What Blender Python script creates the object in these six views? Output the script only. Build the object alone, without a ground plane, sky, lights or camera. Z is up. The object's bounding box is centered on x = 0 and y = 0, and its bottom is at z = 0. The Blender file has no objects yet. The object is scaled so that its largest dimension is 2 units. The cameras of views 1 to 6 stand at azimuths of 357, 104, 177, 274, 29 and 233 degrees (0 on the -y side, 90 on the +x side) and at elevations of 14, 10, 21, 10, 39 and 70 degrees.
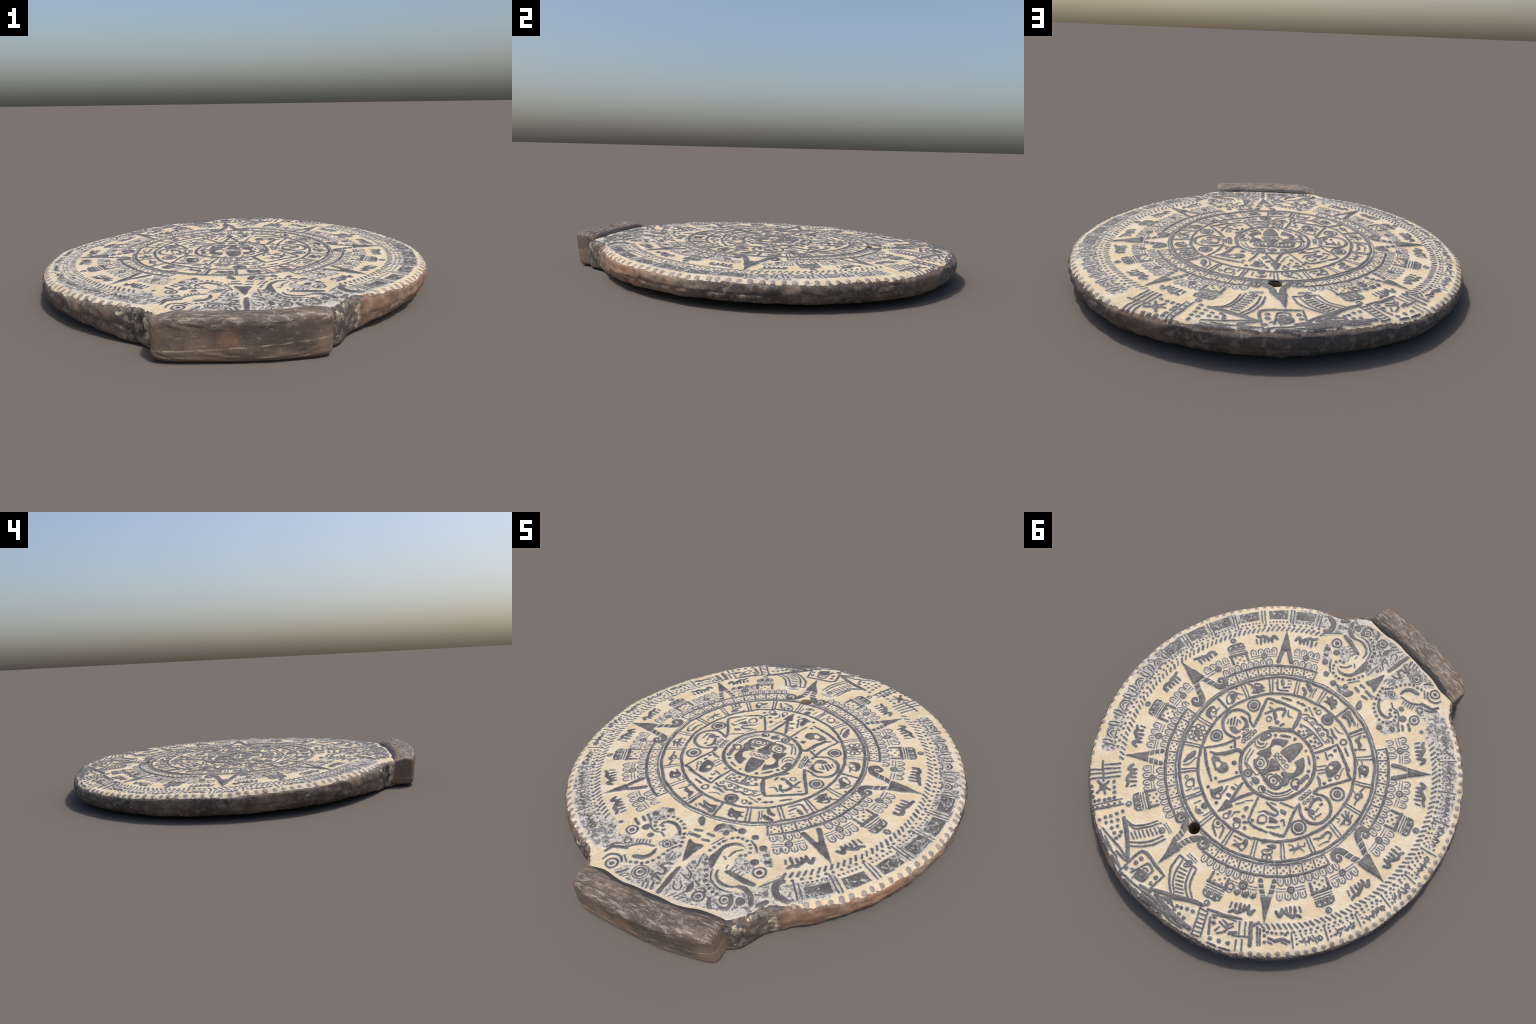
"""Clay plaque carved as an Aztec sun calendar: a thick disc with a low relief
face, standing block at one side, wiped cream slip in the recesses and dark
burnished clay on everything that stands proud."""
import bpy, math
import numpy as np

rng = np.random.default_rng(20)

# ------------------------------------------------------------------ layout --
SUN = np.array([-0.016, 0.065])      # centre of the carved sun on the face (m)
TURN = math.radians(2.4)             # the whole carving is turned by this much
HUB = np.array([0.0, 0.07])          # centre the disc outline is measured from
GRID = 0.0024                        # spacing of the carved face's mesh (m)
FADE = (0.9, -0.3, -1.5, -3.2, -6.0)  # steps in which the bare dark crest fades into the slip (mm inside the motif)

# outline of the slab: (direction in degrees, radius in m) round HUB
OUTLINE = [(0, .930), (15, .924), (30, .922), (48, .929), (60, .926), (72, .923), (90, .927), (105, .922),
           (125, .936), (140, .931), (160, .926), (178, .926), (195, .928), (210, .939), (228, .942),
           (240, .944), (246, .942), (249, .958), (252, .985), (258, .985), (270, .970), (282, .985), (288, 1.0), (291, .990),
           (295, .948), (300, .927), (308, .931), (320, .934), (330, .931), (345, .933)]


def periodic(table, ang):
    """smooth closed curve through (degrees, value) pairs"""
    a = np.array([p[0] for p in table], float); v = np.array([p[1] for p in table], float)
    n = len(a)
    ae = np.concatenate([a[-3:] - 360, a, a[:3] + 360]); ve = np.concatenate([v[-3:], v, v[:3]])
    m = np.zeros_like(ve)
    m[1:-1] = (ve[2:] - ve[:-2]) / (ae[2:] - ae[:-2])
    x = np.mod(ang, 360.0)
    i = np.clip(np.searchsorted(ae, x, side="right") - 1, 0, len(ae) - 2)
    h = ae[i + 1] - ae[i]; t = (x - ae[i]) / h
    return ((2 * t**3 - 3 * t**2 + 1) * ve[i] + (t**3 - 2 * t**2 + t) * h * m[i]
            + (-2 * t**3 + 3 * t**2) * ve[i + 1] + (t**3 - t**2) * h * m[i + 1])


def smooth(a, b, x):
    t = np.clip((np.asarray(x, float) - a) / (b - a), 0, 1)
    return t * t * (3 - 2 * t)


def lattice(seed, n=64):
    return np.random.default_rng(seed).uniform(-1, 1, (n, n))


def wobble(x, y, scale, seed):
    """smooth value noise in the plane, -1..1"""
    tab = lattice(seed); n = tab.shape[0]
    u = x / scale + 17.3; v = y / scale + 5.7
    i = np.floor(u).astype(int); j = np.floor(v).astype(int)
    fu = u - i; fv = v - j
    fu = fu * fu * fu * (fu * (6 * fu - 15) + 10); fv = fv * fv * fv * (fv * (6 * fv - 15) + 10)
    g = lambda p, q: tab[p % n, q % n]
    return (g(i, j) * (1 - fu) + g(i + 1, j) * fu) * (1 - fv) + (g(i, j + 1) * (1 - fu) + g(i + 1, j + 1) * fu) * fv


def edge_gap(x, y):
    """how far inside the slab's outline a point lies (m)"""
    dx = x - HUB[0]; dy = y - HUB[1]
    return periodic(OUTLINE, np.degrees(np.arctan2(dy, dx))) - np.hypot(dx, dy)


def face_height(x, y, gap):
    """the face: gently domed, rounded off towards the edge, a step up to the block"""
    z = 0.147 - np.where(x > 0, .011, .014) * (x / 0.75) ** 2 - 0.004 * ((y - 0.05) / 0.75) ** 2 - 0.006 * y
    z = z - 0.009 * np.exp(-((x + .55) ** 2 + (y - .48) ** 2) / .11) + 0.006 * np.exp(-((np.abs(x) - .5) ** 2 + (y + .55) ** 2) / .10)
    far = (np.degrees(np.arctan2(y - HUB[1], x - HUB[0])) - 132) / 30
    z = z - 0.012 * np.exp(-far**2) * smooth(.25, .02, gap)
    z = z - 0.019 * np.clip(1 - gap / 0.042, 0, 1) ** 2.0
    z = z + 0.0030 * wobble(x, y, 0.16, 3) + 0.0012 * wobble(x, y, 0.05, 4)
    return z


# ----------------------------------------------------------- carving fields --
xs = np.arange(-0.955, 0.956, GRID); ys = np.arange(-0.93, 1.0, GRID)
GX, GY = np.meshgrid(xs, ys)                       # rows follow y
ca, sa = math.cos(TURN), math.sin(TURN)
_wx = GX + 0.0016 * wobble(GX, GY, 0.045, 11) + 0.0007 * wobble(GX, GY, 0.011, 12)
_wy = GY + 0.0016 * wobble(GX, GY, 0.045, 13) + 0.0007 * wobble(GX, GY, 0.011, 14)
LX = 1000 * (ca * (_wx - SUN[0]) + sa * (_wy - SUN[1]))      # carving coordinates, mm
LY = 1000 * (-sa * (_wx - SUN[0]) + ca * (_wy - SUN[1]))
DEPTH = np.full(GX.shape, -14.0)                   # mm inside the nearest raised motif
OWNER = np.full(GX.shape, -1, int)
TALL = np.full(GX.shape, 7.5)
WIPE = np.full(GX.shape, -14.0)                    # mm inside a half-wiped patch
WIPER = np.full(GX.shape, -1, int)
MOTIFS = []                                        # (kind, part, look)
_now = {"look": "slip", "tall": 7.5}


def motif(kind, part, look="dark", tall=7.5):
    MOTIFS.append((kind, part, look)); _now["tall"] = tall


def window(x0, x1, y0, y1, pad):
    """grid window that holds a box given in carving millimetres"""
    cx = np.array([x0 - pad, x1 + pad, x0 - pad, x1 + pad]) / 1000; cy = np.array([y0 - pad, y0 - pad, y1 + pad, y1 + pad]) / 1000
    wx = SUN[0] + ca * cx - sa * cy; wy = SUN[1] + sa * cx + ca * cy
    i0 = max(int((wy.min() - ys[0]) / GRID) - 1, 0); i1 = min(int((wy.max() - ys[0]) / GRID) + 2, len(ys))
    j0 = max(int((wx.min() - xs[0]) / GRID) - 1, 0); j1 = min(int((wx.max() - xs[0]) / GRID) + 2, len(xs))
    return slice(i0, max(i1, i0)), slice(j0, max(j1, j0))


def press(win, d, cut):
    if cut:
        DEPTH[win] = np.minimum(DEPTH[win], -d)
        WIPE[win] = np.minimum(WIPE[win], -d)
        return
    more = d > DEPTH[win]
    DEPTH[win][more] = d[more]; OWNER[win][more] = len(MOTIFS) - 1; TALL[win][more] = _now["tall"]


def pairs(flat):
    return np.array(flat, float).reshape(-1, 2)


def spline(p, closed=False, steps=6):
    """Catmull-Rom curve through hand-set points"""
    if len(p) < 3:
        return p
    q = np.vstack([p[-1:], p, p[:2]]) if closed else np.vstack([2 * p[0] - p[1], p, 2 * p[-1] - p[-2]])
    out = []
    for k in range(len(q) - 3):
        a, b, c, d = q[k:k + 4]
        for t in np.arange(steps) / steps:
            out.append(0.5 * (2 * b + (c - a) * t + (2 * a - 5 * b + 4 * c - d) * t**2 + (3 * b - a - 3 * c + d) * t**3))
    out.append(q[-2] if not closed else p[0])
    return np.array(out)


def path_distance(p, w, X, Y):
    best = np.full(X.shape, -99.0)
    for k in range(len(p) - 1):
        ax, ay = p[k]; dx, dy = p[k + 1] - p[k]
        t = np.clip(((X - ax) * dx + (Y - ay) * dy) / max(dx * dx + dy * dy, 1e-6), 0, 1)
        best = np.maximum(best, (w[k] + (w[k + 1] - w[k]) * t) - np.hypot(X - ax - t * dx, Y - ay - t * dy))
    return best


def stroke(width, *flat, cut=False, closed=False, taper=0.72):
    """a raised line of the given width (mm) along a curve; its ends thin out"""
    p = spline(pairs(flat), closed)
    n = len(p); t = np.linspace(0, 1, n)
    w = np.full(n, width / 2.0)
    if not closed:
        w = w * (taper + (1 - taper) * np.clip(np.minimum(t, 1 - t) / 0.3, 0, 1))
    win = window(p[:, 0].min(), p[:, 0].max(), p[:, 1].min(), p[:, 1].max(), width / 2 + 9)
    press(win, path_distance(p, w, LX[win], LY[win]), cut)


def loop(width, *flat, cut=False):
    stroke(width, *flat, cut=cut, closed=True)


def blob(*flat, cut=False, rounded=True, thin=False):
    """a raised patch with a smooth outline"""
    p = spline(pairs(flat), True, 4) if rounded else np.vstack([pairs(flat), pairs(flat)[:1]])
    win = window(p[:, 0].min(), p[:, 0].max(), p[:, 1].min(), p[:, 1].max(), 9)
    X, Y = LX[win], LY[win]
    inside = np.zeros(X.shape, bool)
    for (ax, ay), (bx, by) in zip(p[:-1], p[1:]):
        if ay != by:
            inside ^= ((ay > Y) != (by > Y)) & (X < (bx - ax) * (Y - ay) / (by - ay) + ax)
    d = -path_distance(p, np.zeros(len(p)), X, Y)
    d = np.where(inside, d, -d)
    if thin:
        more = d > WIPE[win]
        WIPE[win][more] = d[more]; WIPER[win][more] = len(MOTIFS) - 1
    else:
        press(win, d, cut)


def smear(*flat):
    """a patch where the slip is half wiped off: hardly raised, ragged, under everything else"""
    blob(*flat, thin=True)


def dots(radius, *flat, cut=False):
    for x, y in pairs(flat):
        win = window(x, x, y, y, radius + 9)
        press(win, radius - np.hypot(LX[win] - x, LY[win] - y), cut)


def rings(radius, width, *flat, cut=False):
    for x, y in pairs(flat):
        win = window(x, x, y, y, radius + width + 9)
        press(win, width / 2 - np.abs(np.hypot(LX[win] - x, LY[win] - y) - radius), cut)


def at(r, deg):
    a = math.radians(deg)
    return (r * math.cos(a), r * math.sin(a))


def polar(*flat):
    """(radius mm, degrees) pairs to flat carving coordinates"""
    return [c for r, a in pairs(flat) for c in at(r, a)]


def ray_frame(deg):
    """maps (out along a ray, sideways) to carving coordinates"""
    c, s = math.cos(math.radians(deg)), math.sin(math.radians(deg))
    return lambda *flat: [v for o, t in pairs(flat) for v in (o * c - t * s, o * s + t * c)]


def rim_point(gap, deg):
    """carving point at a given distance inside the slab's edge"""
    r = 900.0
    for _ in range(12):
        x, y = at(r, deg)
        wx = SUN[0] + (ca * x - sa * y) / 1000; wy = SUN[1] + (sa * x + ca * y) / 1000
        r += 900 * (float(edge_gap(np.array(wx), np.array(wy))) - gap)
    return r


jit = lambda s: float(rng.normal(0, s))

# =================================================================== CARVING
# ---- great rings ----------------------------------------------------------
for radius, width, kind, part in ((388, 12.5, "ring_band", "day_sign_ring"), (482, 13.0, "ring_band", "day_sign_ring"),
                                  (496, 4.0, "ring_line", "day_sign_ring")):
    motif(kind, part)
    flat = polar(*[v for k in range(72) for v in (radius + jit(1.0), k * 5.0)])
    loop(width, *flat)

# ---- dividers between the twenty day signs --------------------------------
for k in range(20):
    a = -1 + 18 * k
    motif("day_sign_divider", "day_sign_ring")
    if k in (0, 15):
        stroke(11, *polar(395, a, 474, a), taper=1)
    else:
        for off in (-0.95, 0.95):
            stroke(5.2 if k % 3 else 6.5, *polar(394, a + off + jit(.12), 476, a + off + jit(.12)), taper=.9)

# ---- ring of five-dot squares ---------------------------------------------
big = (0, 90, 180)
cells = [c for c in np.arange(-66.2, 246, 6.53)]
cells = [a for a in cells if all(abs((a - b + 180) % 360 - 180) > 12.5 for b in big) and not (240.5 < a % 360 < 296)]
ends = []
for i, a in enumerate(cells):
    motif("five_dot_square", "five_dot_ring", tall=5)
    gone = i == 0 or abs(cells[i - 1] - a) > 7
    for edge in ([-1, 1] if gone else [1]):
        stroke(6, *polar(503, a + edge * 3.26, 552, a + edge * 3.26), taper=1)
    stroke(4, *polar(502, a - 3.1, 501, a, 502, a + 3.1), taper=1)
    for u, v in ((0, 0), (-1, -1), (-1, 1), (1, -1), (1, 1)):
        dots(4.1 + jit(.3), *polar(524 + 13 * u + jit(1.0), a + 1.5 * v + jit(.12)))
runs = []
for a in cells:
    if runs and a - runs[-1][-1] < 7:
        runs[-1].append(a)
    else:
        runs.append([a])
for run in runs:
    motif("ring_band", "five_dot_ring")
    stroke(13, *polar(*[v for t in np.linspace(run[0] - 3.2, run[-1] + 3.2, 3 * len(run)) for v in (552 + jit(.8), t)]), taper=.8)

# ---- rays -------------------------------------------------------------------
for deg, tip in ((0, 764), (180, 760)):
    f = ray_frame(deg)
    motif("sun_ray", "ray_ring", tall=11)
    blob(*f(tip, 0, 700, 17, 624, 36, 618, 0, 624, -36, 700, -15), rounded=False)
    for s in (-1, 1):
        motif("ray_scroll", "ray_ring", tall=7)
        stroke(28, *f(622, 18 * s, 585, 34 * s, 550, 45 * s, 522, 56 * s, 510, 74 * s, 514, 92 * s, 530, 102 * s), taper=.85)
        stroke(15, *f(522, 100 * s, 545, 102 * s, 555, 88 * s, 547, 75 * s, 536, 79 * s), taper=.8)
        for o in (614, 586, 558):
            stroke(6, *f(o, 0, o - 4, 66 * s), cut=True, taper=1)
f = ray_frame(90)
motif("sun_ray", "ray_ring", tall=10)
blob(*f(740, 8, 690, -4, 618, -38, 612, -8, 622, 26, 690, 18), rounded=False)
for s, shift in ((-1, -12), (1, -9)):
    motif("ray_scroll", "ray_ring", tall=8)
    stroke(27, *f(606, shift + 17 * s, 575, shift + 21 * s, 548, shift + 30 * s), taper=1)
    stroke(30, *f(545, shift + 34 * s, 520, shift + 52 * s, 508, shift + 76 * s), taper=1)
    dots(30, *f(522, shift + 84 * s))
    stroke(7.5, *f(512, shift + 70 * s, 530, shift + 72 * s, 534, shift + 88 * s, 520, shift + 94 * s), cut=True, taper=1)
    for o in (602, 582, 562):
        stroke(6.5, *f(o, shift, o - 4, shift + 50 * s), cut=True, taper=1)
for deg, tip in ((45, 758), (135, 768), (225, 764), (315, 763)):
    f = ray_frame(deg)
    motif("sun_ray", "ray_ring", tall=10)
    if deg == 315:
        blob(*f(tip, 0, 700, 15, 640, 27, 640, -27, 700, -15), rounded=False)
    else:
        blob(*f(tip, 0, 700, 13, 646, 25, 646, -25, 700, -13), rounded=False)
    for s in (-1, 1):
        motif("ray_bar", "ray_ring", tall=7)
        stroke(21, *f(648, 14 * s, 610, 25 * s, 574, 33 * s), taper=1)
        if deg in (45, 135):
            for o in (637, 612, 588):
                stroke(7, *f(o, 2 * s, o - 2, 60 * s), cut=True, taper=1)
        if deg in (135, 225):
            stroke(4, *f(644, -60, 644, 60), cut=True, taper=1)


def free_of(a, clear):
    """is this direction clear of the serpents, the tail and the big rays?"""
    b = a % 360
    return not (245 < b < 297) and all(abs((a - c + 180) % 360 - 180) > clear[c] for c in clear)


# ---- small arches on the five-dot ring ------------------------------------
def arch(r0, r1, a, half, w):
    stroke(w, *polar(r0, a - half, (r0 + 2 * r1) / 3, a - half * .97, r1, a, (r0 + 2 * r1) / 3, a + half * .97, r0, a + half), taper=1)
    stroke(w * .85, *polar(r0 + 5, a + jit(.1), (r0 + r1) / 2 + 4, a + jit(.1)), taper=.9)


for a in np.arange(-61, 243, 3.42):
    if free_of(a, {0: 11.6, 90: 11.6, 180: 11.6, 45: 5.4, 135: 5.4, 225: 5.4, 315: 5.4}):
        motif("arch", "jewel_band", tall=4.5)
        arch(562, 594, a + jit(.15), 1.28, 4.1)

# ---- jewels with bars and arches, boxes, flames in each eighth ------------
for ray in range(-45, 226, 45):
    for s in (-1, 1):
        mid = ray + 22.5 * s
        a = ray + s * (10.9 if ray % 90 == 0 else 10.4)
        if ray == 90:
            motif("jewel", "jewel_band")
            rings(13, 6, *polar(640, ray + s * 9.5)); dots(5, *polar(640, ray + s * 9.5))
            for off in (-5, 5):
                stroke(4, *polar(610 + off, ray + s * 6.5, 612 + off, ray + s * 11.5))
            continue
        motif("jewel", "jewel_band")
        rings(13.5, 7.2, *polar(616, a)); dots(5.5 if (ray // 45) % 2 else 7, *polar(616, a))
        motif("jewel_bar", "jewel_band", tall=4)
        for off in (-7, 6):
            stroke(4.2, *polar(616 + off, a - 2.1, 616 + off, a - 6.2)); stroke(4.2, *polar(616 + off, a + 2.1, 616 + off, a + 6.2))
        for k in (-1.5, -.5, .5, 1.5):
            motif("arch", "jewel_band", tall=4.5)
            arch(632, 662, a + 3.2 * k + jit(.12), 1.15, 4.1)
        # flame with tongues that point inward
        if ray == 90:
            continue
        motif("flame", "flame_ring", tall=6)
        g = lambda *fl: polar(*[v if i % 2 == 0 else ray + s * v for i, v in enumerate(fl)])
        if (ray // 45) % 2 or ray == 180:
            stroke(18, *g(712, 4.0, 728, 4.9, 730, 5.6, 712, 6.4, 722, 8.0, 736, 9.8, 733, 11.2, 742, 12.6), taper=.7)
        else:
            stroke(18, *g(702, 13.6, 722, 13.2, 729, 11.6, 722, 9.8, 728, 8.0, 732, 6.2, 741, 4.6), taper=.7)
        for t in (5.9, 7.6, 9.2, 10.9):
            stroke(12, *g(724, t, 708, t + .15, 694 + jit(3), t + .2), taper=.6)
        stroke(12, *g(700, 12.8, 722, 13.0), taper=.6)
for mid in (-22.5, 22.5, 65.4, 114.6, 157.5, 202.5):
    f = ray_frame(mid + jit(.3))
    motif("stepped_box", "jewel_band", tall=7)
    stroke(14, *f(604, -40, 650, -40, 651, -38, 651, 38, 650, 40, 604, 40), taper=.8)
    for u, v in ((0, 0), (-1, -1), (-1, 1), (1, -1), (1, 1)):
        dots(4.8, *f(622 + 15 * u + jit(1), 19 * v + jit(1)))
    for off in (668, 680):
        stroke(5, *f(off, -42, off, 42), taper=.9)
    motif("box_crest", "jewel_band", tall=7)
    blob(*f(688, -47, 712, -44, 722, -28, 722, 28, 712, 44, 688, 47), rounded=False)
    for t in (-30, 0, 30):
        stroke(13, *f(690, t, 706, t), cut=True, taper=1)
        stroke(5.5, *f(686, t, 702, t), taper=1)
    motif("jewel", "jewel_band")
    rings(11, 6, *f(744, jit(3))); dots(4.5, *f(744, 0))

# ---- outer serpent bodies ---------------------------------------------------
motif("wiped_ground", "serpent_body")
for r0, r1, a0, a1 in ((838, 905, -27, 14), (822, 880, 12, 43), (812, 880, 206, 246), (820, 900, -60, -46)):
    arc = np.linspace(a0, a1, 9)
    smear(*polar(*[v for t in arc for v in (r0 + jit(5), t)], *[v for t in arc[::-1] for v in (r1 + jit(5), t)]))


def body_cell(a, width, sgn, dark):
    """one panel of a serpent's body with its divider, dots and glyph"""
    g = lambda *fl: polar(*[v if i % 2 == 0 else a + sgn * v for i, v in enumerate(fl)])
    out = rim_point(.044, a)
    motif("outer_panel", "serpent_body", tall=5)
    stroke(6.5, *g(806, -width / 2, out, -width / 2), taper=1)
    if dark:
        stroke(5.5, *g(822, -width / 2 + 1.1, out, -width / 2 + 1.1), taper=1)
        for t in np.linspace(-width / 2 + 2.3, width / 2 - .8, 6):
            dots(4.6, *g(823, t))
        blob(*g(843, -width / 2 + 2.2, out - 4, -width / 2 + 2.2, out - 2, 0, out - 4, width / 2 - .7, 843, width / 2 - .7), rounded=False)
        for k in range(9):
            r0 = 850 + 45 * rng.random(); t0 = -width / 2 + 2.5 + (width - 3.5) * rng.random()
            stroke(4.5, *g(r0, t0, r0 + jit(9), t0 + jit(.7), r0 + jit(14), t0 + jit(1.0)), cut=True)
    else:
        for t in np.linspace(-width / 2 + 1.3, width / 2 - 1.2, 6):
            dots(4.4 + jit(.3), *g(818, t))
        c = 846
        for k in range(4):
            t0 = -width / 2 + 2.2 + (width - 3.6) * (k + .5) / 4
            stroke(10.5 + jit(.8), *g(c + jit(8), t0 - .9, c + 8 + jit(6), t0, c - 4 + jit(6), t0 + .8), taper=.6)
            stroke(8.5, *g(c - 13 + jit(3), t0 + jit(.4), c + 16 + jit(3), t0 + jit(.6)), taper=.6)
        rings(9, 6, *g(c + 2, width / 2 - 2.2))
        dots(5, *g(c - 12, -width / 2 + 1.4)); dots(5, *g(c + 10, -width / 2 + 1.4))


for a in np.arange(149.4, 236, 10.72):
    body_cell(a, 10.72, 1, False)
for a in (-2.4, -12.1, -21.3, -31.8, -42.3, -52.2):
    body_cell(a, 9.6, 1, True)
for a in (6.3, 16.2, 26.2, 37.2):                     # scale-like half rounds
    motif("half_round", "serpent_body", tall=5)
    f = ray_frame(a)
    for r, w in ((26, 8), (13, 7)):
        stroke(w, *f(*[v for t in np.linspace(-80, 80, 7) for v in (846 + r * 1.15 * math.cos(math.radians(t)), r * math.sin(math.radians(t)))]))
    for s in (-1, 1):
        stroke(10, *f(838, 48 * s, 860, 40 * s, 886, 46 * s), taper=.6)
        stroke(8, *f(832, 60 * s, 856, 62 * s, 884, 58 * s), taper=.6)
        dots(5.5, *f(823, 20 * s)); dots(5.5, *f(822, 45 * s)); dots(5, *f(823, 66 * s))
    stroke(7, *f(830, -30, 836, 0, 830, 30))
motif("tick_row", "serpent_body", tall=5)
for a in np.concatenate([np.arange(134.5, 237, 1.86), np.arange(-59, 47, 1.95)]):
    slant = .55 if a > 100 else -.5
    stroke(9.6 + jit(.9), *polar(768 + jit(1.5), a - slant, 787 + jit(1.5), a + slant), taper=.85)
motif("bead_row", "serpent_body", tall=4.5)
for a in np.concatenate([np.arange(141, 236, 1.95), np.arange(-57, 44, 2.3)]):
    dots(6.4 + jit(.5), *polar((803 if a > 100 else 804) + jit(1.5), a + jit(.1)))
for a in np.concatenate([np.arange(129, 242, 2.68), np.arange(-58, 46, 2.7)]):
    motif("rim_bead", "serpent_body", "bead", tall=5.5)
    dots(9.6 + jit(.7), *polar(rim_point(.023 if a > 100 else .017, a) + jit(1.2), a + jit(.15)))

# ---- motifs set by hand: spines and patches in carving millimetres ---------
motif("wiped_ground", "fire_serpent")
smear(408, -808, 335, -948, 291, -954, 224, -947, 170, -912, 82, -943, 2, -939, -1, -897, 14, -795, 31, -760, 61, -681, 110, -714, 161, -778, 248, -814, 301, -789, 313, -761, 345, -735, 398, -671, 441, -781)
smear(-20, -776, -25, -902, -81, -943, -139, -932, -214, -903, -181, -848, -134, -838, -86, -791, -72, -724, -41, -675, -19, -744)
smear(-224, -746, -256, -785, -313, -798, -350, -798, -419, -758, -474, -714, -445, -641, -369, -668, -338, -714, -296, -719, -267, -711)
smear(344, -645, 303, -644, 262, -593, 290, -572, 327, -615)
smear(133, -518, 93, -536, 47, -556, 35, -518, 91, -498)
smear(279, -673, 258, -710, 200, -692, 197, -652, 237, -648)
smear(-165, -526, -212, -599, -253, -609, -268, -571, -227, -511)
smear(-62, -664, -84, -698, -133, -715, -131, -689, -98, -656, -98, -615, -73, -620)
stroke(8.1, 77, -581, 45, -665, 14, -766, 2, -860, -9, -932, cut=True)
stroke(8.1, -44, -607, -14, -683, 10, -758, -6, -824, -13, -934, cut=True)
stroke(8.8, 239, -825, 199, -815, 160, -779, 141, -744, 162, -684, cut=True)
stroke(6.1, 340, -802, 307, -775, 275, -768, cut=True)
stroke(8.1, 281, -945, 240, -933, 179, -921, cut=True)
stroke(10.2, 444, -799, 394, -776, 373, -742, cut=True)
motif("face_ring", "sun_face")
loop(14.9, 164, -73, 135, -120, 85, -170, 24, -189, -42, -184, -98, -160, -140, -126, -170, -80, -184, -26, -178, 35, -158, 91, -130, 125, -88, 154, -28, 176, 33, 174, 88, 156, 121, 133, 158, 89, 169, 36, 173, -21)
motif("cheek", "sun_face")
blob(112, -70, 96, -95, 56, -124, 49, -103, 48, -80, 62, -80, 81, -65, 86, -42, 76, -27, 56, -14, 51, 11, 73, 17, 105, 40, 107, 14, 94, -17, 97, -45)
blob(-56, -101, -65, -121, -111, -83, -115, -37, -105, 0, -116, 28, -109, 53, -92, 51, -82, 26, -52, 16, -54, -2, -68, -11, -90, -33, -78, -65, -52, -76)
motif("nose", "sun_face")
blob(27, 93, 13, 56, 20, 27, 39, 4, 25, -8, -10, -7, -33, 8, -21, 31, -8, 57, -8, 76, 3, 85)
stroke(11.5, 24, 83, -13, 91, -42, 98, -71, 99, -94, 86, -103, 60)
motif("tongue", "sun_face")
blob(36, -55, 36, -94, 25, -135, 4, -163, -18, -157, -31, -124, -35, -82, -36, -56, -18, -55, 6, -55)
motif("tooth", "sun_face")
rings(8.8, 4.4, 35, -33, 11, -34, -13, -33, -42, -30)
stroke(4.1, 42, -19, 11, -13, -27, -6, -54, -11)
motif("eye", "sun_face")
loop(5.4, 86, 52, 82, 26, 57, 18, 28, 26, 20, 54, 27, 77, 52, 85, 74, 74)
stroke(11.5, 90, 67, 66, 85, 40, 86, 20, 79)
rings(19.7, 4.8, 60, 57)
dots(8.1, 59, 58)
stroke(5.4, 105, 38, 76, 23, 42, 27, 27, 36)
loop(5.4, -17, 77, -21, 56, -54, 43, -85, 49, -95, 66, -79, 85, -48, 91)
rings(19.7, 6.1, -54, 69)
dots(6.8, -55, 68)
stroke(9.5, -38, 37, -65, 32, -90, 37, -99, 57)
motif("brow_line", "sun_face")
stroke(4.8, 148, 40, 134, 82, 115, 106, 82, 109, 28, 113, 19, 92)
stroke(4.8, 130, 35, 118, 79, 108, 100)
stroke(4.4, 9, 92, -29, 103, -61, 106)
stroke(8.8, -75, 122, -103, 110, -127, 85, -139, 59, -143, 34)
stroke(3.7, -76, 136, -119, 116, -150, 68, -156, 31)
stroke(5.4, 113, 114, 74, 120, 55, 119)
motif("headband_jewel", "sun_face")
rings(17.6, 8.8, 59, 137)
dots(8.8, 59, 137)
blob(25, 142, 17, 123, -11, 119, -14, 145)
stroke(6.1, 17, 159, -3, 160)
stroke(4.8, 14, 150, 1, 150)
rings(17, 5.4, -51, 140)
blob(-38, 132, -60, 122, -70, 135, -58, 145)
motif("ear_ornament", "sun_face")
stroke(5.4, 161, 3, 142, 13, 121, 6, 109, -13, 116, -34)
stroke(10.2, 155, -10, 138, -8, 124, -22)
blob(159, -26, 167, -54, 158, -80, 140, -86, 128, -72, 135, -43, 138, -29)
dots(6.8, 144, -71, cut=True)
stroke(8.8, -167, 9, -145, 19, -123, 10, -115, -12, -130, -28)
stroke(12.2, -146, 8, -155, 3, -156, -9)
stroke(21, -146, -17, -147, -33, -143, -62)
rings(8.1, 6.1, -147, -69)
motif("beard_bead", "sun_face")
dots(8.1, 120, -96, 41, -155, -132, -95)
dots(4.8, -45, -156)
stroke(12.2, 101, -116, 86, -129, 66, -143)
stroke(8.1, -74, -143, -95, -130, -109, -122)
motif("chin_panel", "four_sun_sign")
stroke(7.5, 84, -230, 43, -245, -6, -248, -56, -242, -73, -235, -63, -197)
dots(7.5, 71, -226, 57, -199, 34, -234, 28, -206)
dots(4.8, 45, -216)
dots(6.8, -36, -222, -21, -209, -54, -231, -51, -202, -20, -235)
stroke(8.8, 19, -219, 19, -241)
stroke(13.6, 10, -198, 6, -242)
motif("scallop", "four_sun_sign")
stroke(7.5, 122, -275, 99, -294, 78, -288)
stroke(11.5, 82, -292, 58, -305, 36, -298, 22, -299, 11, -306, -8, -301)
stroke(11.5, -11, -299, -34, -309, -56, -293, -79, -298, -99, -284)
rings(7.5, 4.8, 88, -271, 48, -279, 1, -282, -32, -278, -76, -273)
stroke(4.8, 106, -261, 71, -269, 19, -270, -34, -261, -76, -257)
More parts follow.
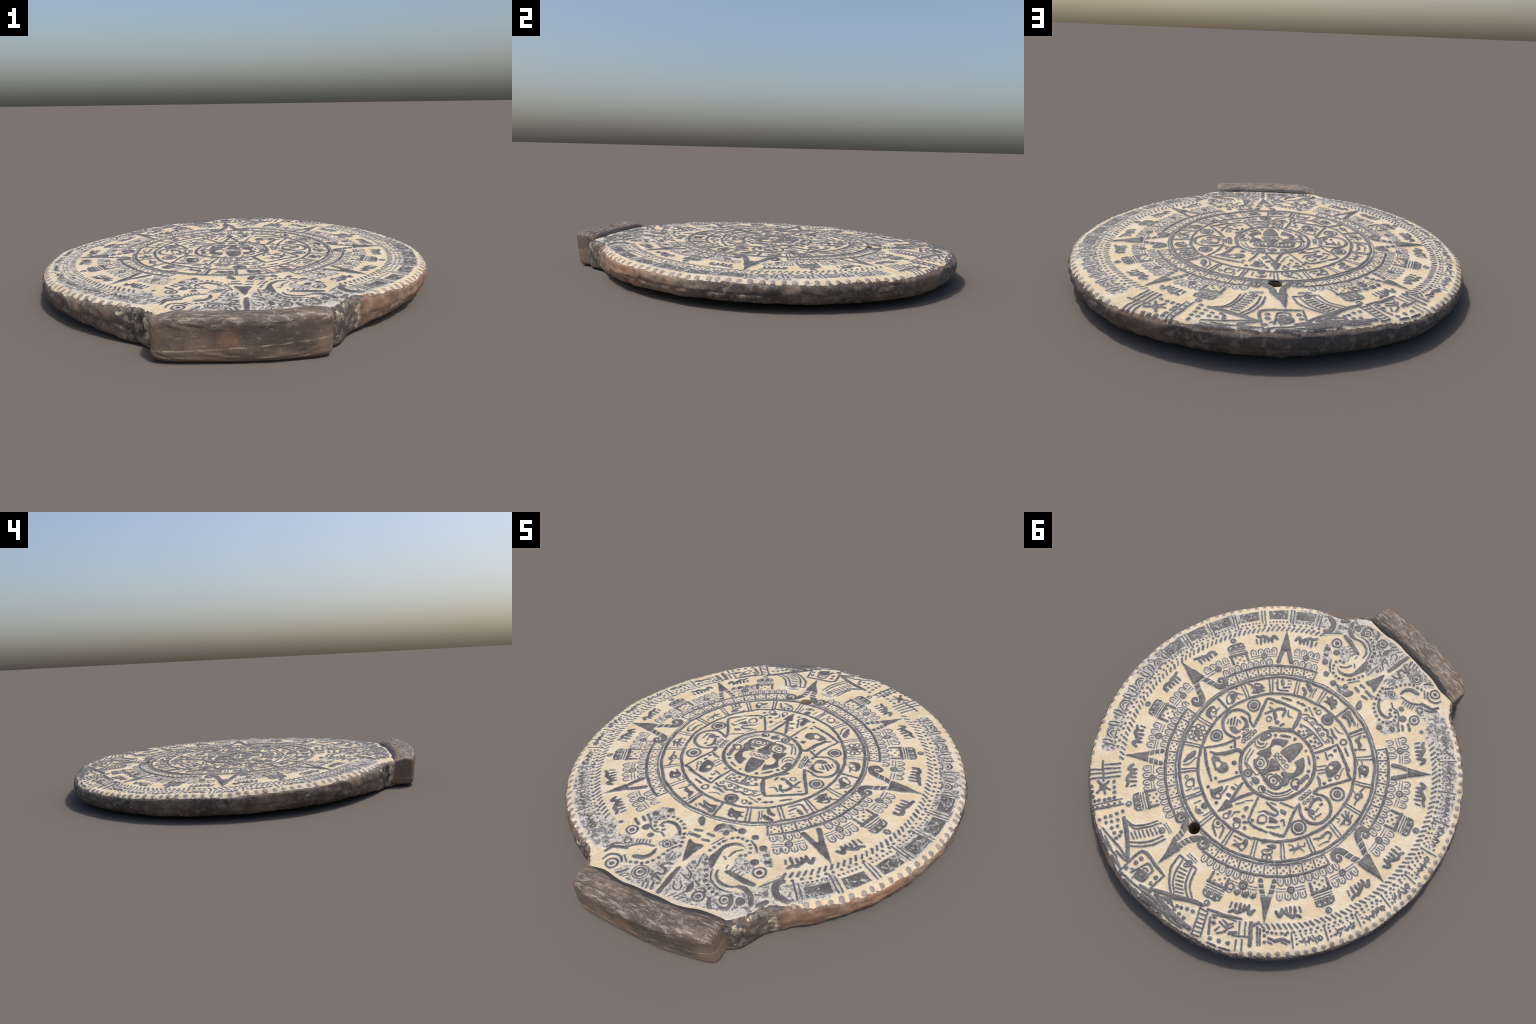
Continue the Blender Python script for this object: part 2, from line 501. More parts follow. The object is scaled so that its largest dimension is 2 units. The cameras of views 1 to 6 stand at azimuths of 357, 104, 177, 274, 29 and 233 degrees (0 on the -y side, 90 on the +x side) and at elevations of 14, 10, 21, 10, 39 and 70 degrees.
motif("frame_line", "four_sun_sign")
stroke(14.2, 303, -199, 277, -146, 248, -87, 230, -45)
stroke(13.6, 230, -45, 264, -52, 292, -69, 331, -63, 361, -38, 373, -1, 366, 37, 339, 66, 303, 81, 265, 75, 240, 62)
stroke(11.5, 305, 217, 267, 155, 245, 99, 239, 67)
stroke(15.6, 244, 69, 208, 96)
stroke(14.9, 239, 67, 233, 46)
stroke(13.6, 303, -199, 285, -213, 256, -223)
stroke(13.6, 292, -207, 241, -236, 181, -262, 144, -277)
stroke(17.6, 139, -277, 120, -256, 99, -215, 86, -179)
stroke(20.4, 171, -103, 129, -135, 90, -177)
stroke(12.2, -79, -177, -104, -236, -121, -294)
stroke(13.6, -121, -294, -164, -280, -218, -260, -260, -247)
stroke(14.2, -228, -256, -272, -231, -298, -224)
stroke(12.9, -298, -224, -275, -173, -249, -112, -228, -69)
stroke(17, -228, -69, -230, -46, -245, -47)
stroke(13.6, -245, -47, -277, -66, -309, -68, -343, -50, -364, -20, -369, 17, -357, 51, -331, 74, -300, 83, -269, 79, -240, 60, -225, 49)
stroke(12.2, -226, 52, -234, 82, -250, 116, -270, 150, -289, 190, -297, 209)
stroke(13.6, -297, 209, -275, 226, -239, 248)
stroke(8.8, -160, 115, -189, 99, -222, 83)
stroke(10.2, -72, 176, -91, 222, -116, 271, -128, 291)
stroke(11.5, -128, 291, -170, 285, -229, 259)
stroke(11.5, -244, 247, -267, 235)
stroke(13.6, 298, 217, 249, 247, 199, 275)
stroke(11.5, 221, 261, 184, 279, 146, 297)
stroke(11.5, 116, 273, 93, 227, 73, 173)
motif("arrow", "four_sun_sign")
blob(5, 372, 12, 345, 25, 306, 7, 298, -4, 298, -25, 303, -14, 334)
stroke(14.2, 3, 296, 24, 231, 35, 190)
stroke(15.6, -1, 292, -16, 236, -35, 185)
stroke(19.7, 37, 281, 26, 278)
stroke(19, 48, 242, 37, 239)
stroke(6.1, 32, 216, 55, 222)
stroke(7.5, -27, 281, -46, 245)
stroke(4.8, -43, 238, -66, 205)
motif("claw", "four_sun_sign")
stroke(11.5, 315, 33, 339, 12)
stroke(11.5, 307, 24, 332, -7)
stroke(8.8, 295, 16, 312, -8)
stroke(7.5, 332, 41, 346, 25)
blob(309, 47, 296, 28, 267, 27, 259, 12, 256, 40, 278, 55)
stroke(16.3, 311, -34, 283, -36, 259, -21, 253, 5)
stroke(7.5, 301, -10, 289, -8)
stroke(11.5, 267, -32, 247, -23)
rings(6.8, 4.4, 230, 18, 234, -8)
stroke(8.1, 220, 37, 219, 4, 220, -22)
rings(7.5, 4.4, 203, 44, 203, 25, 201, 9, 204, -13, 206, -33)
stroke(15.6, -269, 22, -259, -11, -265, -35, -279, -44)
stroke(12.2, -299, -33, -296, -24)
blob(-256, 42, -276, 28, -293, 19, -311, 27, -307, 40, -279, 44)
stroke(8.8, -330, 48, -308, 49, -286, 46)
stroke(8.1, -305, 14, -302, -6)
stroke(9.5, -330, 28, -331, 4)
stroke(8.8, -264, 47, -275, 40)
stroke(6.8, -334, 48, -324, 31)
rings(6.8, 4.4, -237, 26, -240, 4, -241, -19)
stroke(5.4, -218, 27, -218, -7, -220, -34)
rings(6.8, 3.7, -209, 27, -210, 7, -209, -10, -211, -29)
motif("round_jewel", "four_sun_sign")
dots(18.7, 316, 128)
rings(28.5, 6.8, 316, 128)
dots(18.3, 318, -121)
rings(29.2, 8.1, 318, -121)
dots(16.3, 11, -352)
rings(25.8, 11.5, 11, -352)
rings(15.3, 7.5, -132, -327)
dots(18.7, -311, -121)
rings(32.2, 8.8, -311, -121)
dots(21, -311, 129)
rings(33.2, 8.8, -311, 129)
motif("square_sign", "four_sun_sign")
stroke(15.6, 195, -164, 225, -179, 215, -209, 191, -221, 174, -193)
stroke(7.5, 181, -235, 159, -216, 138, -224)
dots(10.2, 169, -150)
stroke(13.6, 144, -152, 140, -168)
stroke(5.4, 207, -232, 197, -228)
stroke(11.5, 256, -176, 234, -174, 245, -136)
rings(12.2, 5.4, 210, -130)
stroke(13.6, 211, -167, 186, -152)
stroke(8.1, 274, -195, 262, -202)
dots(6.1, 220, 111)
dots(7.5, 144, 150)
stroke(11.5, 265, 206, 242, 192)
stroke(19.7, 243, 199, 211, 152, 185, 94, 161, 92)
blob(240, 218, 214, 193, 190, 197, 166, 184, 134, 198, 143, 234, 182, 244)
dots(17.6, 190, 221, cut=True)
stroke(10.9, 231, 217, 175, 245)
dots(12.2, 143, 153)
stroke(11.5, -118, 164, -154, 161, -184, 155, -197, 160)
stroke(11.5, -140, 202, -161, 192, -189, 179, -196, 161)
blob(-189, 135, -202, 126, -215, 125, -225, 138, -212, 143, -201, 146)
stroke(6.8, -154, 137, -130, 150)
stroke(7.5, -144, 239, -164, 259, -184, 240)
rings(20.4, 4.8, -167, 234)
blob(-180, 201, -212, 184, -222, 192, -204, 213)
stroke(11.5, -211, 240, -236, 216)
stroke(4.8, -127, 224, -143, 201, -167, 198)
stroke(8.1, -231, 172, -236, 161, -258, 174)
stroke(20.4, -199, 213, -219, 190)
stroke(8.8, -224, 227, -246, 197)
blob(-177, -166, -173, -182, -170, -210, -184, -236, -216, -232, -229, -207, -228, -174, -222, -145, -195, -151)
dots(12.2, -190, -190, cut=True)
stroke(6.8, -155, -128, -178, -160)
stroke(6.8, -171, -122, -190, -153)
stroke(6.8, -143, -143, -167, -178)
stroke(12.2, -180, -109, -201, -103, -225, -86)
rings(10.2, 4.8, -245, -179)
stroke(5.4, -251, -191, -238, -216, -234, -237)
dots(7.5, -228, -111, -234, -143)
dots(7.5, -110, -175, -138, -266)
stroke(10.2, -114, -222, -146, -207)
stroke(8.8, -137, -223, -140, -237, -152, -235)
dots(7.5, 41, 349, 131, 329, 141, 273, 96, 176)
blob(114, 332, 101, 313, 88, 275, 70, 290, 73, 307, 77, 332, 60, 342, 78, 347)
rings(14.2, 6.1, 64, 322)
stroke(8.8, 60, 302, 63, 276, 70, 254)
blob(-28, 333, -40, 320, -49, 343)
rings(13.6, 4.8, -39, 354)
stroke(5.4, -59, 336, -56, 321)
stroke(10.2, -53, 314, -67, 294)
blob(-73, 335, -82, 319, -102, 315, -112, 328, -87, 342)
rings(14.9, 4.8, -108, 346)
dots(8.1, -97, 293, -143, 325, -139, 273)
blob(-113, 312, -121, 299, -136, 296, -122, 316)
blob(-68, 267, -67, 250, -78, 247, -84, 269)
stroke(6.1, -89, 224, -118, 269)
stroke(8.1, 183, -302, 145, -321)
stroke(6.8, 124, -329, 76, -312)
dots(7.5, 100, -347, 125, -308, 184, -304, 161, -314)
rings(11.5, 4.8, 73, -347)
stroke(13.6, 255, -261, 216, -284)
stroke(11.5, -38, -331, -73, -317, -94, -315)
stroke(4.8, -44, -348, -74, -346, -94, -358)
stroke(13.6, -163, -311, -197, -298)
motif("day_sign", "day_sign_ring")
dots(16.3, 391, 193)
rings(12.2, 4.8, 419, 191, 414, 166, 394, 157, 372, 164, 357, 193, 370, 215, 395, 228, 416, 220)
motif("day_sign", "day_sign_ring")
blob(313, 342, 322, 319, 321, 288, 318, 258, 303, 277, 304, 309)
stroke(6.1, 303, 348, 287, 323, 291, 279)
stroke(4.8, 326, 308, 324, 265)
motif("day_sign", "day_sign_ring")
blob(440, 96, 456, 79, 462, 53, 450, 31, 443, 54, 432, 73, 408, 80, 402, 89, 421, 94)
rings(12.2, 4.8, 436, 50)
stroke(5.4, 409, 58, 421, 40, 427, 19)
stroke(4.8, 412, 73, 393, 62)
motif("day_sign", "day_sign_ring")
loop(6.1, 450, -72, 448, -47, 420, -28, 406, -36, 415, -56, 436, -65)
blob(441, -65, 439, -93, 424, -102, 415, -78, 399, -52, 401, -43, 420, -61)
stroke(4.8, 464, -67, 453, -88, 437, -100, 407, -118)
stroke(5.4, 419, -85, 401, -88)
dots(5.4, 454, -119)
motif("day_sign", "day_sign_ring")
blob(382, -157, 386, -173, 411, -199, 409, -218, 381, -230, 361, -230, 366, -213, 346, -222, 352, -201, 358, -181)
stroke(14.9, 399, -206, 387, -218, cut=True)
dots(4.8, 386, -184, cut=True)
stroke(7.5, 436, -181, 414, -189, 403, -177)
motif("day_sign", "day_sign_ring")
stroke(9.5, 351, -309, 320, -281, 302, -276, 267, -309)
stroke(23.8, 327, -324, 312, -313)
stroke(11.5, 296, -303, 277, -329)
stroke(6.1, 347, -289, 337, -296)
stroke(6.1, 308, -349, 299, -357)
stroke(6.1, 294, -337, 284, -348)
motif("day_sign", "day_sign_ring")
stroke(17, 228, -378, 204, -370, 191, -352)
stroke(19, 232, -408, 209, -405, 189, -400)
stroke(10.2, 208, -395, 187, -390)
stroke(5.4, 159, -378, 180, -433)
stroke(5.4, 170, -370, 186, -420)
motif("day_sign", "day_sign_ring")
blob(101, -406, 94, -425, 113, -437, 96, -443, 96, -463, 80, -453, 61, -458, 45, -448, 40, -421, 42, -405, 65, -414, 87, -411)
dots(6.1, 61, -444, cut=True)
stroke(6.1, 52, -423, 34, -428)
motif("day_sign", "day_sign_ring")
blob(-23, -416, -22, -466, -58, -458, -99, -440, -99, -429, -75, -436, -94, -407, -55, -421)
stroke(6.8, -32, -438, -56, -438, -68, -431, cut=True)
stroke(5.4, -104, -451, -116, -438)
motif("day_sign", "day_sign_ring")
stroke(10.9, -117, -385, -130, -413, -137, -446)
blob(-162, -378, -164, -421, -180, -394, -205, -386, -209, -362, -186, -375)
stroke(8.8, -207, -357, -233, -382)
dots(6.8, -202, -345, -178, -429)
motif("day_sign", "day_sign_ring")
blob(-282, -289, -277, -309, -305, -331, -329, -313, -337, -282, -319, -286, -308, -273)
dots(7.5, -305, -308, cut=True)
stroke(6.1, -251, -309, -268, -298)
stroke(6.1, -262, -327, -281, -318)
stroke(6.1, -307, -272, -321, -263)
motif("day_sign", "day_sign_ring")
loop(8.8, -372, -197, -389, -197, -396, -177, -377, -178)
stroke(8.8, -373, -210, -373, -228, -371, -246)
stroke(10.2, -395, -172, -403, -149)
blob(-376, -211, -388, -215, -402, -202, -397, -191)
stroke(5.4, -347, -192, -362, -190)
motif("day_sign", "day_sign_ring")
stroke(9.5, -436, -66, -401, -69)
stroke(9.5, -436, -70, -400, -94)
stroke(9.5, -440, -75, -413, -102)
stroke(8.8, -447, -79, -435, -103)
blob(-435, -24, -426, -54, -440, -83, -462, -77, -459, -57, -440, -42)
dots(10.2, -445, -60, cut=True)
stroke(5.4, -395, -37, -412, -43, -413, -29)
motif("day_sign", "day_sign_ring")
stroke(10.2, -399, 110, -416, 80, -418, 41, -439, 36, -448, 56)
stroke(4.8, -404, 95, -417, 98)
stroke(4.8, -409, 70, -424, 72)
stroke(5.4, -438, 112, -444, 86, -454, 64)
motif("day_sign", "day_sign_ring")
stroke(12.9, -367, 231, -378, 208, -386, 179)
stroke(4.8, -374, 213, -355, 210, -343, 222)
stroke(4.8, -381, 211, -391, 233)
stroke(6.8, -388, 189, -412, 186)
stroke(4.8, -382, 184, -395, 167, -384, 155)
stroke(4.8, -380, 198, -367, 178)
motif("day_sign", "day_sign_ring")
loop(6.1, -283, 332, -292, 313, -310, 296, -320, 309, -309, 327, -297, 340)
stroke(4.8, -293, 325, -308, 306)
blob(-277, 300, -299, 267, -315, 277, -299, 295)
rings(11.5, 4.8, -312, 345, -327, 328)
stroke(8.8, -253, 307, -282, 264)
motif("day_sign", "day_sign_ring")
blob(-167, 424, -175, 403, -191, 381, -185, 360, -200, 353, -219, 373, -219, 408, -195, 410)
dots(10.9, -204, 391, cut=True)
stroke(8.8, -142, 386, -178, 372)
stroke(5.4, -158, 400, -184, 395)
motif("day_sign", "day_sign_ring")
dots(9.5, -42, 406)
rings(22.4, 4.8, -42, 406)
stroke(10.2, -34, 431, -51, 441, -80, 452)
stroke(10.2, -66, 398, -82, 405, -103, 444)
motif("day_sign", "day_sign_ring")
dots(15.6, 67, 403)
stroke(6.1, 90, 434, 77, 449, 57, 447, 46, 430)
blob(79, 441, 72, 431, 57, 431, 62, 443)
stroke(6.1, 111, 428, 101, 400)
stroke(6.1, 32, 435, 26, 397)
motif("day_sign", "day_sign_ring")
rings(19.7, 4.8, 204, 385)
stroke(8.1, 226, 385, 211, 358, 179, 379)
stroke(6.1, 167, 388, 154, 360)
stroke(6.1, 185, 420, 178, 395)
rings(8.1, 4.1, 242, 375)
stroke(6.1, 148, 437, 139, 398)
motif("serpent_jaw", "fire_serpent")
stroke(20.4, 343, -839, 324, -801, 292, -780, 264, -781)
stroke(10.2, 264, -781, 228, -795, 185, -787, 159, -761, 154, -738)
stroke(6.8, 252, -813, 213, -818, 172, -803, 143, -774, 132, -740)
stroke(22.4, 311, -750, 274, -749, 234, -739, 191, -731)
blob(204, -598, 185, -590, 156, -595, 130, -617, 121, -645, 125, -677, 128, -736, 106, -719, 92, -687, 99, -652, 112, -613, 139, -588, 172, -578)
stroke(8.1, 195, -608, 171, -627, 162, -656)
stroke(8.1, 256, -600, 237, -574, 204, -549)
motif("serpent_tooth", "fire_serpent")
stroke(6.1, 254, -720, 246, -741)
stroke(6.1, 238, -712, 231, -731)
stroke(6.1, 223, -705, 212, -727)
stroke(7.5, 202, -699, 200, -720)
stroke(5.4, 157, -675, 143, -661)
stroke(5.4, 178, -699, 180, -716)
motif("serpent_eye", "fire_serpent")
dots(8.1, 245, -852)
rings(18.3, 6.8, 245, -852)
stroke(14.9, 257, -823, 273, -853, 270, -885, 244, -890)
stroke(17, 224, -912, 203, -897, 191, -865)
stroke(7.5, 235, -884, 206, -873)
blob(318, -829, 316, -851, 296, -856, 282, -833, 293, -819)
dots(10.2, 147, -873)
rings(23.1, 8.1, 147, -873)
dots(10.9, 308, -689)
rings(24.4, 6.8, 308, -689)
motif("serpent_bead", "fire_serpent")
dots(6.8, 208, -840, 187, -837, 168, -826, 152, -813, 76, -657, 84, -635, 93, -612, 105, -593, 130, -566, 147, -554, 166, -552, 189, -555, 209, -571, 221, -587, 229, -611, 218, -630, 200, -639)
dots(8.8, 133, -799, 125, -776, 112, -751, 96, -724, 86, -702, 47, -735)
stroke(8.8, 112, -581, 102, -599)
stroke(6.8, 95, -574, 69, -623)
motif("serpent_disc", "fire_serpent")
dots(16.3, 267, -649, 268, -568, 145, -513)
dots(14.2, 210, -524, 91, -547)
stroke(27.1, 319, -628, 309, -631)
stroke(19, 299, -596, 290, -600)
blob(70, -510, 65, -528, 49, -553, 35, -552, 35, -522, 55, -505)
stroke(17, 121, -521, 87, -508)
motif("serpent_plume", "fire_serpent")
stroke(6.8, 36, -770, 66, -793, 73, -818, 46, -811, 27, -801)
stroke(6.8, 47, -836, 65, -858, 61, -877, 38, -873, 27, -847)
blob(92, -818, 86, -848, 97, -876, 110, -848)
loop(5.4, 117, -898, 107, -918, 84, -920, 94, -900)
stroke(6.8, 92, -873, 66, -909)
stroke(5.4, 62, -888, 44, -914)
stroke(15.6, 11, -782, 7, -841, 1, -921)
stroke(11.5, 84, -940, 48, -947, 4, -946)
stroke(6.8, 283, -942, 242, -931, 193, -931)
stroke(27.1, 455, -771, 425, -766, 399, -750, 389, -715, 405, -693)
stroke(8.1, 401, -674, 339, -748)
stroke(27.1, 388, -804, 368, -829)
blob(341, -905, 335, -933, 312, -941, 290, -919, 308, -897)
stroke(13.6, 447, -802, 409, -814)
stroke(13.6, 355, -783, 340, -788)
stroke(5.4, 60, -707, 68, -734, 64, -764)
stroke(5.4, 61, -681, 62, -710)
stroke(11.5, 125, -829, 100, -814)
stroke(7.5, 163, -847, 146, -835, 126, -840)
motif("sun_ray", "ray_ring")
blob(39, -646, 23, -691, 7, -748, -12, -698, -31, -637, -4, -646)
stroke(15.6, 44, -615, 20, -617)
stroke(19, -3, -609, -38, -608)
stroke(19, 48, -583, 25, -581)
stroke(17, -7, -576, -33, -581)
blob(-17, -550, -25, -515, -47, -501, -56, -518, -41, -539)
stroke(5.4, -50, -601, -50, -619)
motif("serpent_jaw", "fire_serpent")
blob(-128, -727, -120, -747, -126, -779, -147, -801, -180, -810, -198, -799, -181, -790, -153, -781, -135, -760, -133, -744)
stroke(10.2, -143, -722, -177, -727, -204, -738, -230, -758, -239, -773)
stroke(14.9, -81, -629, -98, -603, -125, -584, -153, -579, -176, -588, -184, -610)
stroke(6.8, -136, -661, -158, -647, -181, -652, -208, -640, -234, -614)
motif("serpent_tooth", "fire_serpent")
stroke(6.1, -167, -716, -173, -700)
stroke(6.1, -181, -721, -187, -705)
stroke(6.1, -195, -726, -201, -708)
stroke(6.1, -208, -732, -214, -711)
stroke(6.1, -219, -739, -226, -716)
motif("serpent_eye", "fire_serpent")
dots(8.8, -247, -865)
rings(23.1, 8.1, -247, -865)
stroke(9.5, -215, -845, -233, -823, -261, -819, -284, -833, -291, -860)
stroke(13.6, -238, -775, -265, -780, -298, -794, -310, -821)
stroke(10.2, -274, -761, -298, -774, -319, -801)
stroke(7.5, -197, -838, -227, -809)
dots(8.1, -118, -858)
rings(21.7, 7.5, -118, -858)
rings(33.2, 4.1, -118, -858)
dots(8.8, -99, -695)
rings(17, 5.4, -99, -695)
dots(10.2, -279, -680)
rings(23.8, 6.8, -279, -680)
rings(14.2, 6.1, -258, -738)
motif("serpent_bead", "fire_serpent")
dots(6.8, -181, -833, -161, -826, -138, -819, -120, -806, -105, -789, -92, -768, -85, -746, -78, -725, -43, -683, -49, -662, -58, -639, -66, -619, -81, -592, -96, -573, -115, -561, -136, -553, -161, -548, -182, -555, -199, -566, -207, -585, -212, -604, -204, -623, -184, -638, -158, -630, -171, -611)
stroke(11.5, -56, -693, -70, -710)
motif("serpent_disc", "fire_serpent")
dots(12.9, -191, -676)
dots(17, -235, -643)
dots(14.9, -190, -520, -240, -560)
dots(8.8, -349, -660)
stroke(14.9, -262, -614, -282, -595)
stroke(14.9, -239, -604, -269, -579)
stroke(17, -275, -642, -303, -620)
motif("serpent_plume", "fire_serpent")
stroke(11.5, -25, -776, -48, -781, -60, -801, -32, -812, -32, -836, -57, -840, -57, -872)
dots(4.8, -41, -804)
stroke(13.6, -40, -884, -33, -913)
stroke(6.8, -61, -890, -50, -921)
stroke(8.8, -77, -898, -69, -923)
stroke(13.6, -80, -934, -101, -939)
stroke(7.5, -21, -728, -24, -746)
stroke(7.5, -43, -725, -44, -762)
stroke(7.5, -58, -722, -61, -754)
stroke(10.2, -170, -865, -182, -881, -203, -899)
stroke(5.1, -148, -888, -182, -911)
stroke(6.1, -130, -902, -154, -921)
stroke(13.6, -24, -863, -52, -854, -75, -851)
stroke(15.6, 6, -787, 2, -846, -3, -920)
motif("tail_point", "serpent_tail")
stroke(9.5, 302, 839, 201, 834, 100, 835)
stroke(20.4, 277, 732, 190, 776, 104, 834)
stroke(8.1, 411, 827, 373, 764, 336, 693)
stroke(6.8, 427, 813, 394, 749, 361, 682)
stroke(8.1, 159, 869, 92, 883)
stroke(14.9, 167, 855, 95, 843)
stroke(8.1, 303, 853, 249, 868, 184, 869)
stroke(9.5, 159, 887, 103, 905)
stroke(8.1, 248, 877, 187, 890)
dots(8.1, 346, 826, 337, 798, 325, 774, 315, 746, 306, 717, 314, 810, 301, 786, 287, 761, 272, 804, 261, 778, 245, 809, 220, 798, 220, 818, 229, 782)
dots(6.8, 404, 797, 391, 775, 378, 749, 364, 724, 353, 700)
stroke(20.4, -82, 839, -156, 790, -249, 727, -297, 702)
stroke(27.1, -116, 835, -206, 837, -281, 828, -336, 812)
stroke(9.5, -141, 824, -178, 808, -217, 808)
dots(8.1, -222, 793, -241, 782, -262, 766, -288, 753, -225, 813, -254, 807, -282, 803, -162, 814, -183, 811)
stroke(17.6, -72, 885, -157, 867, -232, 850)
stroke(10.9, -120, 883, -200, 870)
stroke(9.5, -169, 861, -241, 857, -311, 837)
motif("paper_bow", "serpent_tail")
stroke(8.1, 260, 730, 218, 721, 186, 683, 157, 617)
stroke(8.1, 233, 732, 196, 722, 166, 674, 137, 611)
stroke(8.8, 164, 783, 126, 743, 99, 701, 80, 643)
stroke(8.8, 146, 791, 111, 754, 81, 707, 62, 646)
stroke(9.5, 253, 734, 161, 790)
stroke(8.8, 195, 749, 165, 756)
stroke(8.8, 189, 733, 155, 741)
stroke(8.8, 178, 716, 147, 727)
stroke(8.8, 166, 701, 136, 711)
stroke(8.8, 157, 685, 126, 693)
stroke(8.8, 147, 670, 118, 676)
stroke(8.8, 139, 652, 109, 659)
stroke(8.8, 131, 635, 101, 640)
stroke(9.5, -44, 641, -62, 701, -112, 752, -173, 787)
stroke(8.1, -70, 638, -88, 690, -124, 739, -182, 777)
stroke(8.1, -125, 630, -152, 680, -189, 717, -233, 736)
stroke(8.1, -147, 622, -173, 673, -202, 702, -251, 725)
stroke(10.9, -47, 637, -138, 624)
stroke(8.8, -92, 676, -124, 663)
stroke(8.8, -101, 693, -134, 678)
stroke(8.8, -116, 707, -142, 692)
stroke(8.8, -127, 722, -154, 704)
stroke(8.8, -140, 734, -166, 717)
stroke(8.8, -151, 747, -179, 728)
stroke(8.8, -166, 757, -194, 737)
rings(8.1, 4.8, -101, 648)
stroke(24.4, -173, 787, -239, 735)
motif("reed_square", "serpent_tail")
stroke(13.6, 91, 831, 84, 759, 0, 754, -72, 754)
stroke(9.5, 84, 897, 87, 833)
stroke(12.2, -72, 754, -77, 835)
stroke(9.5, 85, 896, 15, 887, -65, 871)
dots(9.5, 63, 817, 62, 787, -60, 821, -55, 788, 74, 864, 65, 897)
blob(22, 859, 25, 818, -9, 806, -31, 812, -32, 843, -11, 857)
stroke(9.5, 33, 813, 20, 777, -18, 779, -22, 805)
stroke(8.1, 22, 806, 5, 795, -8, 798)
stroke(8.8, 54, 850, 37, 840)
stroke(20.4, 32, 905, -34, 901)
stroke(17.6, -36, 865, -91, 846)
stroke(9.5, 1, 906, -44, 916)
motif("striped_band", "serpent_tail")
stroke(8.1, -299, 718, -331, 703)
stroke(8.1, -309, 736, -342, 718)
stroke(8.1, -321, 753, -354, 735)
stroke(8.1, -331, 771, -364, 752)
stroke(8.1, -340, 787, -374, 769)
stroke(8.1, -349, 804, -383, 786)
stroke(8.1, -356, 819, -389, 802)
stroke(9.5, -294, 711, -355, 812)
stroke(9.5, -333, 701, -395, 796)
stroke(13.6, -326, 695, -398, 652, -457, 609)
stroke(8.1, -462, 621, -504, 659)
stroke(8.1, -482, 602, -522, 638)
stroke(24.4, -501, 584, -569, 650)
stroke(8.1, -511, 683, -542, 715)
stroke(8.1, -529, 662, -565, 696)
stroke(9.5, -487, 684, -534, 636)
stroke(10.9, -532, 574, -591, 624)
stroke(10.9, 596, 719, 551, 670)
stroke(10.9, 577, 734, 531, 676)
stroke(10.9, 555, 747, 515, 695)
stroke(10.9, 564, 645, 515, 582)
stroke(10.9, 545, 658, 496, 596)
stroke(10.9, 524, 673, 478, 606)
stroke(10.9, 506, 686, 461, 621)
stroke(13.6, 584, 639, 497, 698)
motif("outer_panel", "serpent_tail")
stroke(9.5, -402, 689, -445, 683, -459, 657)
stroke(9.5, -405, 673, -438, 666, -449, 649)
stroke(13.6, -362, 710, -409, 759)
stroke(10.9, -432, 732, -452, 696)
stroke(9.5, -419, 730, -418, 706)
stroke(20.4, -470, 688, -487, 665)
dots(8.8, -430, 768, -463, 743, -498, 720, -372, 695, -389, 713)
stroke(10.9, -435, 787, -470, 772)
stroke(10.9, -486, 762, -525, 734)
dots(8.8, 513, 760, 489, 773, 463, 785, 437, 791, 427, 773, 410, 750, 400, 729, 390, 709, 413, 691, 435, 676, 457, 661)
stroke(16.3, 473, 717, 515, 719)
stroke(13.6, 473, 717, 477, 681)
stroke(12.2, 473, 717, 440, 699)
stroke(13.6, 473, 717, 466, 758)
stroke(12.2, 473, 717, 436, 731)
dots(17.6, 472, 718)
motif("outer_panel", "serpent_tail")
dots(6.8, -562, 562, -580, 554, -595, 541, -610, 526, -624, 508, -640, 498, -582, 575, -603, 593)
stroke(14.9, -605, 568, -632, 553, -648, 522, -676, 507)
stroke(9.5, -612, 581, -631, 575)
stroke(10.9, -653, 533, -676, 523)
stroke(9.5, -547, 571, -599, 617)
stroke(17.6, -513, 589, -522, 558)
motif("jewel", "jewel_band")
dots(14.9, -388, 521)
dots(10.9, -353, 544, -416, 499)
rings(16.3, 9.5, -347, 503)
rings(14.9, 6.8, -313, 550)
motif("tail_point", "serpent_tail")
stroke(14.9, -66, 872, -108, 859, -176, 851)
stroke(9.5, -32, 892, -106, 888, -165, 873)
stroke(8.8, 262, 852, 186, 868, 144, 868)
stroke(16.3, 166, 883, 88, 886)
stroke(9.5, 318, 858, 250, 876, 198, 882)
stroke(8.1, -140, 823, -168, 800, -198, 800)
stroke(8.1, -358, 695, -409, 653, -449, 633)
stroke(9.5, -423, 672, -448, 677, -449, 701)
stroke(6.8, 405, 812, 376, 762, 333, 691)
stroke(13.6, 41, 860, 31, 822)
stroke(8.1, 18, 870, 11, 844)

# the suspension hole is drilled through the carving
HOLE = SUN + np.array([ca * 15.0 - sa * 509.0, sa * 15.0 + ca * 509.0]) / 1000
HOLE_R = 0.029

# ============================================================ RELIEF SURFACE
GAP = edge_gap(GX, GY)
BLOCK_BACK = -0.905 + 0.40 * GX**2
quiet = smooth(0.004, 0.010, GAP) * smooth(0.0, 0.02, GY - BLOCK_BACK - 0.040)
room = np.minimum(WIPE + 4 * wobble(GX, GY, .016, 62), -DEPTH - 4.6)      # slip stays caught beside raised edges
thin = np.minimum(room, -1.3 + 1.5 * wobble(GX, GY, .017, 61) + 1.6 * wobble(GX, GY, .0065, 63))
OWNER = np.where(thin > DEPTH, WIPER, OWNER); TALL = np.where(thin > DEPTH, 4.0, TALL)
DEPTH = np.maximum(DEPTH, thin)
DEPTH = DEPTH - 0.05 + 0.6 * wobble(GX, GY, 0.014, 21) + 0.75 * wobble(GX, GY, 0.0058, 22)
DEPTH = np.where(quiet < 0.5, np.minimum(DEPTH, -6), DEPTH)
rise = smooth(-7.0, 4.0, DEPTH) * TALL * 0.78 + 0.08 * np.clip(DEPTH, 0, 25)
